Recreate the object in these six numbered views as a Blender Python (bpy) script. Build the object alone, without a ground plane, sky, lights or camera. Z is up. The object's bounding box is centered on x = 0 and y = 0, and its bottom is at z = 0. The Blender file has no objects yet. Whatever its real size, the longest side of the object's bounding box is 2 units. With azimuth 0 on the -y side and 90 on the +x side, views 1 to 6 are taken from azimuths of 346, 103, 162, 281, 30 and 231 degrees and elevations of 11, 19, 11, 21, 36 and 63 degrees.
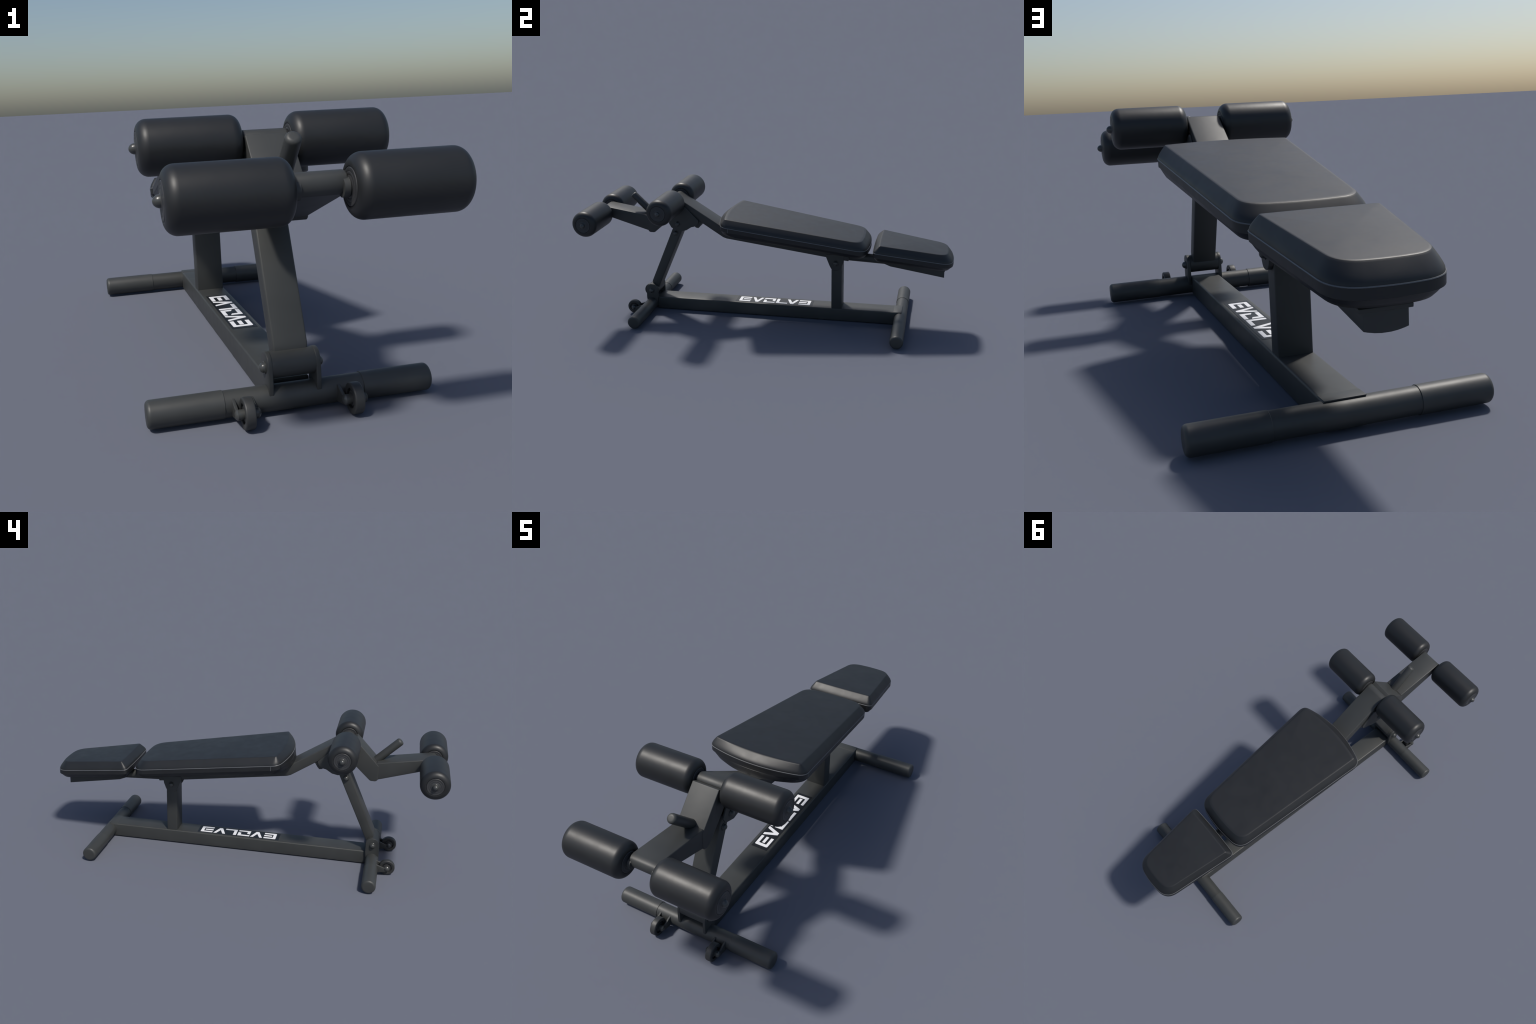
"""Adjustable sit-up bench: steel frame, two vinyl pads, four foam leg rollers."""
import bpy, bmesh, math
from mathutils import Vector, Matrix

# ------------------------------------------------------------------ materials
def material(name, color, rough=0.45, spec=0.5, metallic=0.0, mottling=0.10, grain=0.0,
             grain_scale=400.0, mott_scale=9.0, coat=0.0, rough_var=0.05, dents=0.10):
    m = bpy.data.materials.new(name)
    m.use_nodes = True
    nt = m.node_tree
    nt.nodes.clear()
    N, L = nt.nodes.new, nt.links.new
    out = N("ShaderNodeOutputMaterial")
    b = N("ShaderNodeBsdfPrincipled")
    L(b.outputs[0], out.inputs[0])
    tc = N("ShaderNodeTexCoord")
    n1 = N("ShaderNodeTexNoise")
    n1.inputs["Scale"].default_value = mott_scale
    n1.inputs["Detail"].default_value = 5
    L(tc.outputs["Object"], n1.inputs["Vector"])
    r = N("ShaderNodeValToRGB")
    lo = [c * (1 - mottling) for c in color]
    hi = [c * (1 + mottling) for c in color]
    r.color_ramp.elements[0].position = 0.3
    r.color_ramp.elements[1].position = 0.7
    r.color_ramp.elements[0].color = (*lo, 1)
    r.color_ramp.elements[1].color = (*hi, 1)
    L(n1.outputs["Fac"], r.inputs[0])
    L(r.outputs[0], b.inputs["Base Color"])
    b.inputs["Metallic"].default_value = metallic
    b.inputs["Specular IOR Level"].default_value = spec
    b.inputs["Coat Weight"].default_value = coat
    mr = N("ShaderNodeMapRange")
    mr.inputs["To Min"].default_value = rough - rough_var
    mr.inputs["To Max"].default_value = rough + rough_var
    n2 = N("ShaderNodeTexNoise")
    n2.inputs["Scale"].default_value = mott_scale * 2.3
    n2.inputs["Detail"].default_value = 4
    L(tc.outputs["Object"], n2.inputs["Vector"])
    L(n2.outputs["Fac"], mr.inputs["Value"])
    L(mr.outputs[0], b.inputs["Roughness"])
    if grain > 0:
        n3 = N("ShaderNodeTexNoise")
        n3.inputs["Scale"].default_value = grain_scale
        n3.inputs["Detail"].default_value = 3
        L(tc.outputs["Object"], n3.inputs["Vector"])
        bp = N("ShaderNodeBump")
        bp.inputs["Strength"].default_value = grain
        bp.inputs["Distance"].default_value = 0.001
        L(n3.outputs["Fac"], bp.inputs["Height"])
        n4 = N("ShaderNodeTexNoise")          # faint dents that break up the highlights
        n4.inputs["Scale"].default_value = 38.0
        n4.inputs["Detail"].default_value = 2
        L(tc.outputs["Object"], n4.inputs["Vector"])
        bp2 = N("ShaderNodeBump")
        bp2.inputs["Strength"].default_value = dents
        bp2.inputs["Distance"].default_value = 0.002
        L(n4.outputs["Fac"], bp2.inputs["Height"])
        L(bp.outputs[0], bp2.inputs["Normal"])
        L(bp2.outputs[0], b.inputs["Normal"])
    return m

STEEL = material("powder_coated_steel", (0.041, 0.043, 0.0418), rough=0.50, grain=0.05)
VINYL = material("black_vinyl", (0.0145, 0.0155, 0.0170), rough=0.47, grain=0.06, mottling=0.08, dents=0.06, rough_var=0.08)
FOAM = material("roller_foam", (0.0150, 0.0158, 0.0165), rough=0.46, grain=0.04, mottling=0.06)
CAP = material("grey_plastic_cap", (0.036, 0.037, 0.039), rough=0.5)
SLEEVE = material("rubber_sleeve", (0.041, 0.043, 0.0418), rough=0.50, grain=0.05)
BOLT = material("dark_bolt", (0.050, 0.052, 0.050), rough=0.30, spec=0.6)
TYRE = material("wheel_rubber", (0.030, 0.031, 0.031), rough=0.5)
SEAM_GLINT = material("seam_glint_grey", (0.13, 0.135, 0.14), rough=0.32)  # grey lightened to carry the specular line on the pad crease
LABEL = material("black_label_film", (0.008, 0.009, 0.011), rough=0.47, mottling=0.05)
INK = material("white_ink", (0.82, 0.82, 0.84), rough=0.5, mottling=0.02)

# ------------------------------------------------------------------ helpers
ROOT = bpy.data.objects.new("workout_bench", None)
bpy.context.scene.collection.objects.link(ROOT)
ROOT["label"] = "black adjustable sit-up bench with padded leg rollers"
ROOT["category"] = "exercise bench"

def add(name, mesh, mat, parent=ROOT):
    o = bpy.data.objects.new(name, mesh)
    bpy.context.scene.collection.objects.link(o)
    if mat is not None and not mesh.materials:
        mesh.materials.append(mat)
    o.parent = parent
    return o

def finish(bm, name, smooth_angle=35):
    bmesh.ops.recalc_face_normals(bm, faces=bm.faces)
    me = bpy.data.meshes.new(name)
    for e in bm.edges:
        e.smooth = not (len(e.link_faces) == 2 and e.calc_face_angle(0) > math.radians(smooth_angle))
    for f in bm.faces:
        f.smooth = True
    bm.to_mesh(me)
    bm.free()
    return me

def fillet(pts, radii, seg=6):
    """Round the corners of a closed 2D polygon; radii is one number or one per corner."""
    n = len(pts)
    if not isinstance(radii, (list, tuple)):
        radii = [radii] * n
    out = []
    for i in range(n):
        p = Vector(pts[i]); a = Vector(pts[i - 1]); c = Vector(pts[(i + 1) % n])
        r = radii[i]
        if r <= 0:
            out.append(tuple(p)); continue
        u = (a - p); v = (c - p)
        lu, lv = u.length, v.length
        u.normalize(); v.normalize()
        half = math.acos(max(-1, min(1, u.dot(v)))) / 2
        t = min(r / math.tan(half), lu * .49, lv * .49)
        rr = t * math.tan(half)
        ctr = p + (u + v).normalized() * (rr / math.sin(half))
        s = p + u * t - ctr; e = p + v * t - ctr
        ang = math.atan2(s.x * e.y - s.y * e.x, s.dot(e))
        for k in range(seg + 1):
            th = ang * k / seg
            out.append((ctr.x + s.x * math.cos(th) - s.y * math.sin(th),
                        ctr.y + s.x * math.sin(th) + s.y * math.cos(th)))
    return out

def bevel_sharp(bm, width, seg=3, angle=30):
    if width <= 0:
        return
    es = [e for e in bm.edges if len(e.link_faces) == 2 and e.calc_face_angle(0) > math.radians(angle)]
    bmesh.ops.bevel(bm, geom=es, offset=width, offset_type='OFFSET', segments=seg, profile=0.5,
                    affect='EDGES', clamp_overlap=True)

def side_plate(name, yz, x0, x1, bevel=0.003, mat=STEEL, parent=ROOT, seg=3):
    """Profile in the y-z plane given thickness from x0 to x1."""
    bm = bmesh.new()
    A = [bm.verts.new((x0, y, z)) for y, z in yz]
    B = [bm.verts.new((x1, y, z)) for y, z in yz]
    bm.faces.new(A); bm.faces.new(B[::-1])
    n = len(yz)
    for i in range(n):
        bm.faces.new((A[i], B[i], B[(i + 1) % n], A[(i + 1) % n]))
    bmesh.ops.recalc_face_normals(bm, faces=bm.faces)
    bevel_sharp(bm, bevel, seg)
    return add(name, finish(bm, name), mat, parent)

def lathe_mesh(name, prof, seg=64):
    """Revolve (x, r) profile about the x axis."""
    bm = bmesh.new()
    rings = []
    for x, r in prof:
        if r < 1e-6:
            rings.append([bm.verts.new((x, 0, 0))])
        else:
            rings.append([bm.verts.new((x, r * math.cos(2 * math.pi * k / seg), r * math.sin(2 * math.pi * k / seg)))
                          for k in range(seg)])
    for a, b in zip(rings, rings[1:]):
        for k in range(seg):
            k2 = (k + 1) % seg
            if len(a) == 1 and len(b) == 1:
                continue
            if len(a) == 1:
                bm.faces.new((a[0], b[k], b[k2]))
            elif len(b) == 1:
                bm.faces.new((a[k], b[0], a[k2]))
            else:
                bm.faces.new((a[k], b[k], b[k2], a[k2]))
    return finish(bm, name)

def arc(cx, cr, rad, a0, a1, n=8):
    return [(cx + rad * math.cos(math.radians(a0 + (a1 - a0) * k / n)),
             cr + rad * math.sin(math.radians(a0 + (a1 - a0) * k / n))) for k in range(n + 1)]

def place(name, mesh, mat, loc, flip=False, parent=ROOT):
    o = add(name, mesh, mat, parent)
    if flip:
        o.matrix_world = Matrix.Translation(loc) @ Matrix.Rotation(math.pi, 4, 'Z')
    else:
        o.matrix_world = Matrix.Translation(loc)
    return o

def dome_bolt(name, r=0.010, h=0.010, washer=0.014):
    """Dome head pointing to +x with a washer at its foot."""
    prof = [(-0.004, 0), (-0.004, washer), (0.0015, washer), (0.0025, washer - .001), (0.0025, r)]
    prof += [(0.0025 + (h - 0.0025) * math.sin(math.radians(t)) , r * math.cos(math.radians(t)))
             for t in (15, 35, 55, 72)] + [(h, 0)]
    return lathe_mesh(name, prof, 24)

# ------------------------------------------------------------------ base
BASE_W, BASE_TOP, BASE_BOT = 0.052, 0.0715, 0.001
FRONT_Y, REAR_Y = -0.672, 0.736

def box_tube(name, y0, y1, half, z0, z1, r=0.006):
    """Rectangular tube running along y with rounded edges."""
    prof = fillet([(-half, z0), (half, z0), (half, z1), (-half, z1)], r, 4)
    bm = bmesh.new()
    A = [bm.verts.new((x, y0, z)) for x, z in prof]
    B = [bm.verts.new((x, y1, z)) for x, z in prof]
    bm.faces.new(A); bm.faces.new(B[::-1])
    for i in range(len(prof)):
        j = (i + 1) % len(prof)
        bm.faces.new((A[i], B[i], B[j], A[j]))
    bmesh.ops.recalc_face_normals(bm, faces=bm.faces)
    return add(name, finish(bm, name), STEEL)

rail = box_tube("base_rail", FRONT_Y + 0.030, REAR_Y + 0.004, BASE_W, BASE_BOT, BASE_TOP)

foot_core = lathe_mesh("foot_bar", [(-0.20, 0), (-0.20, 0.0330), (0.20, 0.0330), (0.20, 0)], 64)
R = 0.0347
FOOT_Z = 0.0362
sleeve_prof = [(0.174, 0.0)] + [(0.174, 0.0320), (0.1743, R - .0005), (0.1750, R)] + arc(0.3478, R - 0.0105, 0.0105, 90, 0, 8) + [(0.3586, 0)]
sleeve = lathe_mesh("end_sleeve", sleeve_prof, 64)
for y in (FRONT_Y, REAR_Y):
    bar = place("foot_bar", foot_core, STEEL, (0, y, FOOT_Z))
    for fl in (False, True):
        place("end_sleeve", sleeve, SLEEVE, (0, y, FOOT_Z), fl, bar)

# thin weld plate lapping over the rear foot bar
side_plate("weld_plate", [(0.700, BASE_TOP - 0.001), (0.7425, BASE_TOP - 0.001), (0.7425, BASE_TOP + 0.0016), (0.700, BASE_TOP + 0.0003)],
           -0.050, 0.050, 0.0006, STEEL, rail)
# -------- printed label on the rail: letters as flat raised shapes (u along y, v towards -x)
LZ = BASE_TOP
def flat_shape(name, polys, mat, z0, z1, parent):
    bm = bmesh.new()
    for poly in polys:
        A = [bm.verts.new((-v, u, z0)) for u, v in poly]
        B = [bm.verts.new((-v, u, z1)) for u, v in poly]
        bm.faces.new(A); bm.faces.new(B[::-1])
        for i in range(len(poly)):
            j = (i + 1) % len(poly)
            bm.faces.new((A[i], B[i], B[j], A[j]))
    return add(name, finish(bm, name), mat, parent)

flat_shape("label_film", [[(-0.183, -0.040), (0.254, -0.040), (0.254, 0.038), (-0.183, 0.038)]],
           LABEL, LZ - 0.001, LZ + 0.0006, rail)
H = 0.031            # half letter height
W = 0.064            # letter width
T, S = 0.0130, 0.0160   # bar and stem thickness

def letter_e(u0, mirror=False):
    c = fillet([(0, -H), (W, -H), (W, -H + T), (S, -H + T), (S, H - T), (W, H - T), (W, H), (0, H)],
               [0.005, 0, 0, 0, 0, 0, 0, 0.005], 3)
    b = [(S + 0.006, -0.0065), (W, -0.0065), (W, 0.0065), (S + 0.006, 0.0065)]
    f = (lambda p: (u0 + W - p[0], p[1])) if mirror else (lambda p: (u0 + p[0], p[1]))
    if mirror:
        c = [(0, -H), (W, -H), (W, -H + T), (S, -H + T), (S, H - T), (W, H - T), (W, H), (0, H)]
    return [[f(p) for p in c], [f(p) for p in b]]

def letter_v(u0):
    k = 0.0152
    return [[(u0 + p[0], p[1]) for p in
             [(0, H), (W / 2 - k / 2, -H), (W / 2 + k / 2, -H), (W, H), (W - k, H), (W / 2, -0.008), (k, H)]]]

def letter_o(u0):
    low = [(0, 0.008), (0, -H), (W, -H), (W, -H + T), (S, -H + T), (S, 0.002)]
    top = [(0, H), (0, H - T), (W - S, H - T), (W - S, -0.002), (W, -0.008), (W, H)]
    return [[(u0 + p[0], p[1]) for p in q] for q in (low, top)]

def letter_l(u0):
    return [[(u0 + p[0], p[1]) for p in [(0, H), (0, -H), (W, -H), (W, -H + T), (S, -H + T), (S, H)]]]

for nm, polys in (("letter_e", letter_e(-0.165)), ("letter_v", letter_v(-0.094)), ("letter_o", letter_o(-0.025)),
                  ("letter_l", letter_l(0.047)), ("letter_v", letter_v(0.105)), ("letter_e", letter_e(0.175, True))):
    flat_shape(nm, polys, INK, LZ, LZ + 0.0011, rail)

# ------------------------------------------------------------------ transport wheels
WY, WZ, WR = -0.751, 0.0385, 0.0385
tyre_prof = [(-0.0115, 0.0245), (-0.0125, 0.0265), (-0.0125, WR - .005)] + arc(-0.0085, WR - 0.004, 0.004, 180, 90, 4) + \
            arc(0.0085, WR - 0.004, 0.004, 90, 0, 4) + [(0.0125, 0.0265), (0.0115, 0.0245), (0.0, 0.0240), (-0.0115, 0.0245)]
tyre = lathe_mesh("tyre", tyre_prof, 48)
hub_prof = [(-0.009, 0), (-0.009, 0.018), (-0.005, 0.0195), (-0.005, 0.0246), (0.005, 0.0246), (0.005, 0.0195), (0.009, 0.018), (0.009, 0)]
hub = lathe_mesh("wheel_hub", hub_prof, 40)
axle_prof = [(-0.032, 0), (-0.031, 0.005), (-0.028, 0.010), (-0.0245, 0.013), (-0.0245, 0.012), (-0.009, 0.012), (-0.009, 0.008), (0.009, 0.008),
             (0.009, 0.012), (0.0245, 0.012), (0.0245, 0.013), (0.028, 0.010), (0.031, 0.005), (0.032, 0)]
axle = lathe_mesh("axle_bolt", axle_prof, 28)
for sx in (-1, 1):
    wx = 0.1315 * sx
    w = place("wheel", tyre, TYRE, (wx, WY, WZ))
    place("wheel_hub", hub, CAP, (wx, WY, WZ), False, w)
    place("axle_bolt", axle, BOLT, (wx, WY, WZ - 0.001), False, w)
    for px in (wx - 0.0225, wx + 0.0225):
        prof = fillet([(-0.680, 0.010), (-0.735, 0.020), (-0.762, 0.026), (-0.762, 0.046), (-0.735, 0.044), (-0.690, 0.060)],
                      [0, 0.01, 0.011, 0.011, 0.01, 0], 5)
        side_plate("wheel_fork", prof, px - 0.004, px + 0.004, 0.0015)

# ------------------------------------------------------------------ front pivot lugs and strut
PIV = Vector((0, -0.667, 0.117))
lug = fillet([(-0.640, 0.035), (-0.700, 0.035), (-0.703, 0.075), (-0.700, 0.152), (-0.636, 0.152), (-0.635, 0.075)],
             [0, 0, 0.02, 0.031, 0.031, 0.02], 8)
bolt_mesh = dome_bolt("bolt", 0.0132, 0.0140, 0.0155)
for sx in (-1, 1):
    a, b = sorted((0.054 * sx, 0.066 * sx))
    lg = side_plate("pivot_lug", lug, a, b, 0.002)
    place("bolt", bolt_mesh, BOLT, (0.067 * sx, PIV.y - 0.003, PIV.z - 0.003), sx < 0, lg)

def slab(name, pts, half, bevel=0.005, mat=STEEL, parent=ROOT):
    return side_plate(name, pts, -half, half, bevel, mat, parent)

# strut: rectangular tube leaning back, ending in a barrel at the pivot
strut = slab("front_strut", [(-0.671, 0.165), (-0.667, 0.115), (-0.640, 0.115), (-0.456, 0.515), (-0.515, 0.515)], 0.0435, 0.005)
barrel = lathe_mesh("pivot_barrel", [(-0.0545, 0), (-0.0545, 0.0335), (0.0545, 0.0335), (0.0545, 0)], 48)
place("pivot_barrel", barrel, STEEL, (0, -0.667, 0.118), False, strut)
for sx in (-1, 1):
    place("bolt", bolt_mesh, BOLT, (0.0445 * sx, -0.512, 0.458), sx < 0, strut)

# ------------------------------------------------------------------ rear post and bracket
post = slab("support_post", [(0.362, 0.066), (0.418, 0.066), (0.418, 0.372), (0.362, 0.372)], 0.0475, 0.004)
brk = fillet([(0.335, 0.385), (0.335, 0.368), (0.352, 0.325), (0.366, 0.296), (0.410, 0.296), (0.428, 0.345), (0.431, 0.385)],
             [0, 0, 0.03, 0.03, 0.03, 0.02, 0], 6)
for sx in (-1, 1):
    a, b = sorted((0.0478 * sx, 0.0605 * sx))
    bk = side_plate("hinge_bracket", brk, a, b, 0.0015)
    place("bolt", bolt_mesh, BOLT, (0.0610 * sx, 0.387, 0.338), sx < 0, bk)

# ------------------------------------------------------------------ seat beam (kinked rectangular tube)
RB = Vector((0, -0.505, 0.6445))      # rear roller axis
RF = Vector((0, -0.9305, 0.564))      # front roller axis
beam_pts = [(-0.540, 0.650)] + [(RB.y + 0.030 * math.cos(math.radians(t)), RB.z + 0.030 * math.sin(math.radians(t)))
            for t in (160, 140, 120, 100, 80, 62)] + \
           [(-0.232, 0.507), (-0.195, 0.494), (0.455, 0.404), (0.448, 0.3515), (-0.215, 0.4445), (-0.235, 0.4515), (-0.352, 0.5275), (-0.500, 0.622)]
beam = slab("seat_beam", beam_pts[1:], 0.058, 0.005)
slab("beam_collar", [(0.425, 0.403), (0.455, 0.400), (0.455, 0.351), (0.425, 0.354)], 0.056, 0.003, STEEL, beam)

# hinge plates under the rear rollers
hinge = [(-0.541, 0.522), (-0.527, 0.496), (-0.500, 0.487), (-0.472, 0.478), (-0.442, 0.484), (-0.412, 0.503), (-0.395, 0.507),
         (-0.375, 0.518), (-0.368, 0.540), (-0.400, 0.572), (-0.440, 0.615), (-0.500, 0.600)]
hinge = fillet(hinge, 0.006, 3)
for sx in (-1, 1):
    a, b = sorted((0.0582 * sx, 0.066 * sx))
    hp = side_plate("hinge_plate", hinge, a, b, 0.0015)
    place("bolt", bolt_mesh, BOLT, (0.0665 * sx, -0.490, 0.519), sx < 0, hp)
stop = fillet([(-0.405, 0.512), (-0.390, 0.497), (-0.376, 0.495), (-0.366, 0.506), (-0.352, 0.529), (-0.380, 0.552), (-0.410, 0.560)], 0.004, 3)
slab("stop_block", stop, 0.050, 0.002, STEEL, beam)

# ------------------------------------------------------------------ leg arm
arm_up = fillet([(-0.550, 0.664), (-0.668, 0.540), (-0.668, 0.461), (-0.630, 0.461), (-0.470, 0.612), (-0.500, 0.640)],
                [0.003, 0.012, 0.016, 0.020, 0, 0], 5)
arm = slab("leg_arm", arm_up, 0.0583, 0.004)
reach = [(-0.655, 0.5555), (-0.912, 0.5985), (-0.926, 0.5972), (-0.936, 0.5915), (-0.9415, 0.582), (-0.943, 0.570), (-0.940, 0.558),
         (-0.931, 0.549), (-0.915, 0.5465), (-0.655, 0.467)]
slab("arm_reach", reach, 0.056, 0.004, STEEL, arm)
# angled handle with a rounded tip
def rod(name, p0, p1, r, mat, parent, collar=0.0):
    L = (Vector(p1) - Vector(p0)).length
    prof = [(0, 0), (0, r)] + arc(L - 0.011, r - 0.011, 0.011, 90, 0, 6) + [(L, 0)]
    o = add(name, lathe_mesh(name, prof, 40), mat, parent)
    q = Vector((1, 0, 0)).rotation_difference(Vector(p1) - Vector(p0))
    o.matrix_world = Matrix.Translation(p0) @ q.to_matrix().to_4x4()
    return o
rod("slide_bar", (0, 0.420, 0.3635), (0, 0.690, 0.3505), 0.0238, STEEL, beam)
rod("handle", (0, -0.640, 0.543), (0, -0.765, 0.664), 0.0198, STEEL, arm)

# ------------------------------------------------------------------ leg rollers
RX0, RX1, RR, RC = 0.0625, 0.3170, 0.0693, 0.027
roller_prof = [(RX0 + 0.004, 0.010), (RX0 + 0.004, 0.0400), (RX0 + 0.0006, 0.0412)] + arc(RX0 + RC, RR - RC, RC, 180, 90, 10) + \
              arc(RX1 - RC, RR - RC, RC, 90, 0, 10) + [(RX1 - 0.0006, 0.0412), (RX1 - 0.004, 0.0400), (RX1 - 0.004, 0.0)]
roller = lathe_mesh("leg_roller", roller_prof, 96)
disc_prof = [(-0.006, 0), (-0.006, 0.0402), (0.0024, 0.0402), (0.0036, 0.0390), (0.0040, 0.0320), (0.0036, 0.0312), (0.0040, 0.0304),
             (0.0044, 0.0245), (0.0040, 0.0238), (0.0044, 0.0230), (0.0046, 0.0200), (0.0052, 0.0190), (0.0052, 0.0)]
disc = lathe_mesh("end_disc", disc_prof, 64)
neck_prof = [(0.045, 0), (0.045, 0.021), (0.0575, 0.0215), (0.0590, 0.0205), (0.0600, 0.0175), (0.0630, 0.0170), (0.0655, 0.0195), (0.0655, 0.0)]
neck = lathe_mesh("axle_neck", neck_prof, 40)
cap_bolt = dome_bolt("bolt", 0.0138, 0.0180, 0.0155)
for c in (RB, RF):
    for fl in (False, True):
        s = -1 if fl else 1
        ro = place("leg_roller", roller, FOAM, c, fl)
        place("end_disc", disc, CAP, c + Vector(((RX1 - 0.003) * s, 0, 0)), fl, ro)
        place("end_disc", disc, CAP, c + Vector(((RX0 + 0.003) * s, 0, 0)), not fl, ro)
        place("bolt", cap_bolt, BOLT, c + Vector(((RX1 + 0.0005) * s, 0, 0)), fl, ro)
        place("axle_neck", neck, STEEL, c, fl, ro)

# ------------------------------------------------------------------ pads
def outline(fy, fbow, fw, fr, ry, rbow, rw, rr):
    """Half-symmetric pad plan: bowed front and rear ends, tapering sides, rounded corners.
    fy/ry: y of the end centres, fbow/rbow: how far the corners fall behind the centre,
    fw/rw: half widths at front and rear corners, fr/rr: corner sizes."""
    right = []
    nf = 14
    front = [Vector((fw * t, fy + fbow * t * t)) for t in [k / 24 for k in range(25)]]
    rear = [Vector((rw * t, ry - rbow * t * t)) for t in [k / 24 for k in range(24, -1, -1)]]
    cf, cr = front[-1].copy(), rear[0].copy()
    side_dir = (cr - cf).normalized()
    def corner(edge_pts, c, r, sd, reverse):
        # trim the end edge at distance r from the corner, and the side at r; blend by a quadratic
        e = [p for p in edge_pts if (p - c).length > r]
        a = (e[-1] if not reverse else e[0])
        d = (a - c).normalized()
        a = c + d * r
        b = c + sd * r
        k = [(a * (1 - t) ** 2 + c * 2 * t * (1 - t) + b * t * t) for t in [j / 8 for j in range(9)]]
        return a, b, k
    a, b, kf = corner(front, cf, fr, side_dir, False)
    a2, b2, kr = corner(rear, cr, rr, -side_dir, True)
    tf = a.x / fw
    tr = a2.x / rw
    pts = [Vector((fw * t, fy + fbow * t * t)) for t in [tf * j / nf for j in range(nf)]]
    pts += kf
    pts += [b.lerp(b2, j / 30) for j in range(1, 30)]
    pts += kr[::-1]
    pts += [Vector((rw * t, ry - rbow * t * t)) for t in [tr * (1 - j / nf) for j in range(1, nf + 1)]]
    left = [Vector((-p.x, p.y)) for p in pts[-2:0:-1]]
    return pts + left

def mix(a, b, t):
    return tuple(p * (1 - t) + q * t for p, q in zip(a, b))

def pad(name, top, seam, low, bottom, y0, z0, slope, depth, crown=0.003, shift=0.0, bottom_tilt=0.0):
    """Loft: flat top, sloping shoulder to the seam, upright band, chamfered base board."""
    d_seam, d_low, d_bot = depth
    ctr_y = 0.5 * (top[0] + top[4])
    rings = []
    def ring(o, d, tilt=0.0):
        # tilt: how much the depth changes from the front end to the rear end
        rings.append([(p.x + shift, p.y, z0 + slope * (p.y - y0) - d - tilt * (p.y - top[0]) / (top[4] - top[0])) for p in o])
    to = outline(*top)
    c = Vector((0, ctr_y))
    for s in (0.05, 0.3, 0.6, 0.85, 0.96):
        ring([c + (p - c) * s for p in to], -crown * (1 - s * s))
    ring(outline(*mix(top, seam, -0.03)), -0.0001)
    for t, d in ((0.015, 0.0005), (0.12, 0.0034), (0.26, 0.0074), (0.45, 0.0130), (0.64, 0.0190), (0.79, 0.0242), (0.90, 0.0288), (0.97, 0.0328), (1.0, 0.0365)):
        ring(outline(*mix(top, seam, t)), d * d_seam / 0.038)
    so = outline(*seam)
    ring(mixo(so, ctr_y, 0.002), d_seam)
    ring(outline(*low), d_seam + 0.0015)
    ring(outline(*low), d_low - 0.002)
    ring(outline(*mix(low, bottom, 0.12)), d_low)              # sharp ledge where the board starts
    ring(outline(*mix(low, bottom, 0.20)), d_low + 0.0004)
    ring(outline(*mix(low, bottom, 0.55)), d_low + (d_bot - d_low) * 0.45, bottom_tilt * 0.45)
    ring(outline(*bottom), d_bot - 0.0015, bottom_tilt)
    ring(outline(*mix(low, bottom, 1.25)), d_bot, bottom_tilt)
    bm = bmesh.new()
    V = [[bm.verts.new(p) for p in r] for r in rings]
    n = len(V[0])
    for a, b in zip(V, V[1:]):
        for i in range(n):
            j = (i + 1) % n
            bm.faces.new((a[i], b[i], b[j], a[j]))
    bm.faces.new(V[0]); bm.faces.new(V[-1][::-1])
    o = add(name, finish(bm, name, 40), VINYL)
    # seam highlight modelled as a pale piping along the seam
    bm = bmesh.new()
    rad = 0.0020
    P = [Vector((p.x + shift, p.y, z0 + slope * (p.y - y0) - d_seam)) for p in so]
    loops = []
    for i, p in enumerate(P):
        tan = (P[(i + 1) % n] - P[i - 1]).normalized()
        up = Vector((0, -slope, 1)).normalized()
        outw = tan.cross(up).normalized()
        loops.append([bm.verts.new(p + outw * rad * math.cos(a) + up * rad * math.sin(a)) for a in [2 * math.pi * k / 6 for k in range(6)]])
    for i in range(n):
        a, b = loops[i], loops[(i + 1) % n]
        for k in range(6):
            bm.faces.new((a[k], a[(k + 1) % 6], b[(k + 1) % 6], b[k]))
    add("glint_bead", finish(bm, "glint_bead"), SEAM_GLINT, o)
    return o

def corner_seam(pad_obj, x, y, z0, z1):
    """Short upright stitch line on the band at a front corner."""
    prof = [(0, 0), (0, 0.0012), (z0 - z1, 0.0012), (z0 - z1, 0)]
    c = add("corner_seam", lathe_mesh("corner_seam", prof, 10), SEAM_GLINT, pad_obj)
    c.matrix_world = Matrix.Translation((x, y, z1)) @ Matrix.Rotation(-math.pi / 2, 4, 'Y')

def mixo(o, cy, inset):
    return [Vector((p.x * (1 - inset / 0.18), cy + (p.y - cy) * (1 - inset / 0.35))) for p in o]

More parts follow.
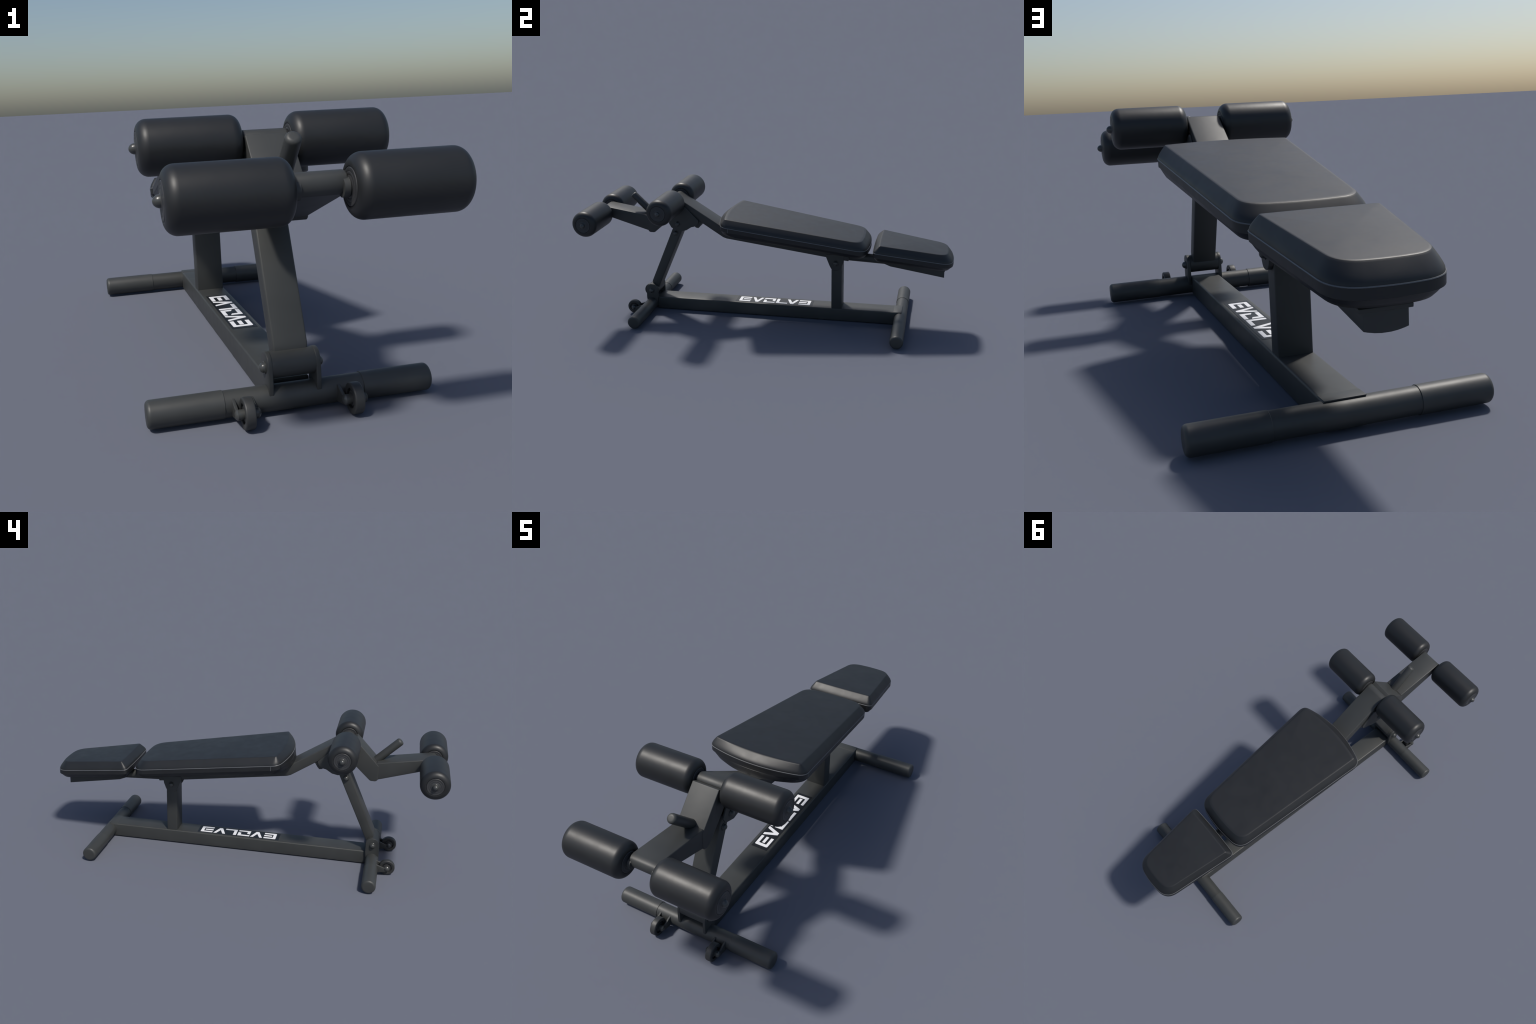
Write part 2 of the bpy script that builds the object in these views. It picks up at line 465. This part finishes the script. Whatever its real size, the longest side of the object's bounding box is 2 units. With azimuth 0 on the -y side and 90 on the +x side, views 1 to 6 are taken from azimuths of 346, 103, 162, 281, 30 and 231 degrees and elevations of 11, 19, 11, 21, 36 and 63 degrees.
# (front y, front bow, front half width, front corner, rear y, rear bow, rear half width, rear corner)
seat = pad("seat_pad",
           top=(-0.202, 0.020, 0.197, 0.008, 0.536, 0.012, 0.146, 0.050),
           seam=(-0.239, 0.043, 0.2245, 0.035, 0.566, 0.018, 0.1655, 0.055),
           low=(-0.243, 0.047, 0.2250, 0.036, 0.567, 0.018, 0.1660, 0.055),
           bottom=(-0.250, 0.070, 0.210, 0.050, 0.553, 0.018, 0.150, 0.050),
           y0=-0.18, z0=0.5960, slope=-0.159, depth=(0.0395, 0.064, 0.090), shift=-0.001, bottom_tilt=-0.0055)
for sx in (-1, 1):
    corner_seam(seat, 0.2220 * sx - 0.001, -0.160, 0.5535, 0.530)
head = pad("head_pad",
           top=(0.620, 0.002, 0.144, 0.008, 0.971, 0.010, 0.102, 0.045),
           seam=(0.588, 0.004, 0.166, 0.024, 0.9985, 0.016, 0.122, 0.055),
           low=(0.587, 0.004, 0.1665, 0.024, 1.0000, 0.016, 0.1225, 0.055),
           bottom=(0.602, 0.004, 0.149, 0.024, 0.982, 0.016, 0.105, 0.050),
           y0=0.625, z0=0.4735, slope=-0.144, depth=(0.0405, 0.065, 0.087), shift=-0.004)

# ------------------------------------------------------------------ head bracket (trough with rounded belly)
def head_bracket():
    bm = bmesh.new()
    half = 0.047
    rows = []
    for y, top, edge, belly in ((0.640, 0.392, 0.346, 0.343), (0.675, 0.385, 0.332, 0.327), (0.955, 0.345, 0.2855, 0.278)):
        prof = [(-half, top), (-half, edge)] + [(half * t, belly + (edge - belly) * t * t) for t in (-0.8, -0.5, -0.2, 0.2, 0.5, 0.8)] + [(half, edge), (half, top)]
        rows.append([bm.verts.new((x, y, z)) for x, z in prof])
    n = len(rows[0])
    for a, b in zip(rows, rows[1:]):
        for i in range(n):
            j = (i + 1) % n
            bm.faces.new((a[i], b[i], b[j], a[j]))
    bm.faces.new(rows[0]); bm.faces.new(rows[-1][::-1])
    bmesh.ops.recalc_face_normals(bm, faces=bm.faces)
    bevel_sharp(bm, 0.0012, 2, 40)
    return add("head_bracket", finish(bm, "head_bracket"), STEEL)
hb = head_bracket()
slab("bracket_flange", [(0.66, 0.372), (0.958, 0.330), (0.957, 0.321), (0.66, 0.361)], 0.056, 0.0015, STEEL, hb)

bpy.context.view_layer.update()
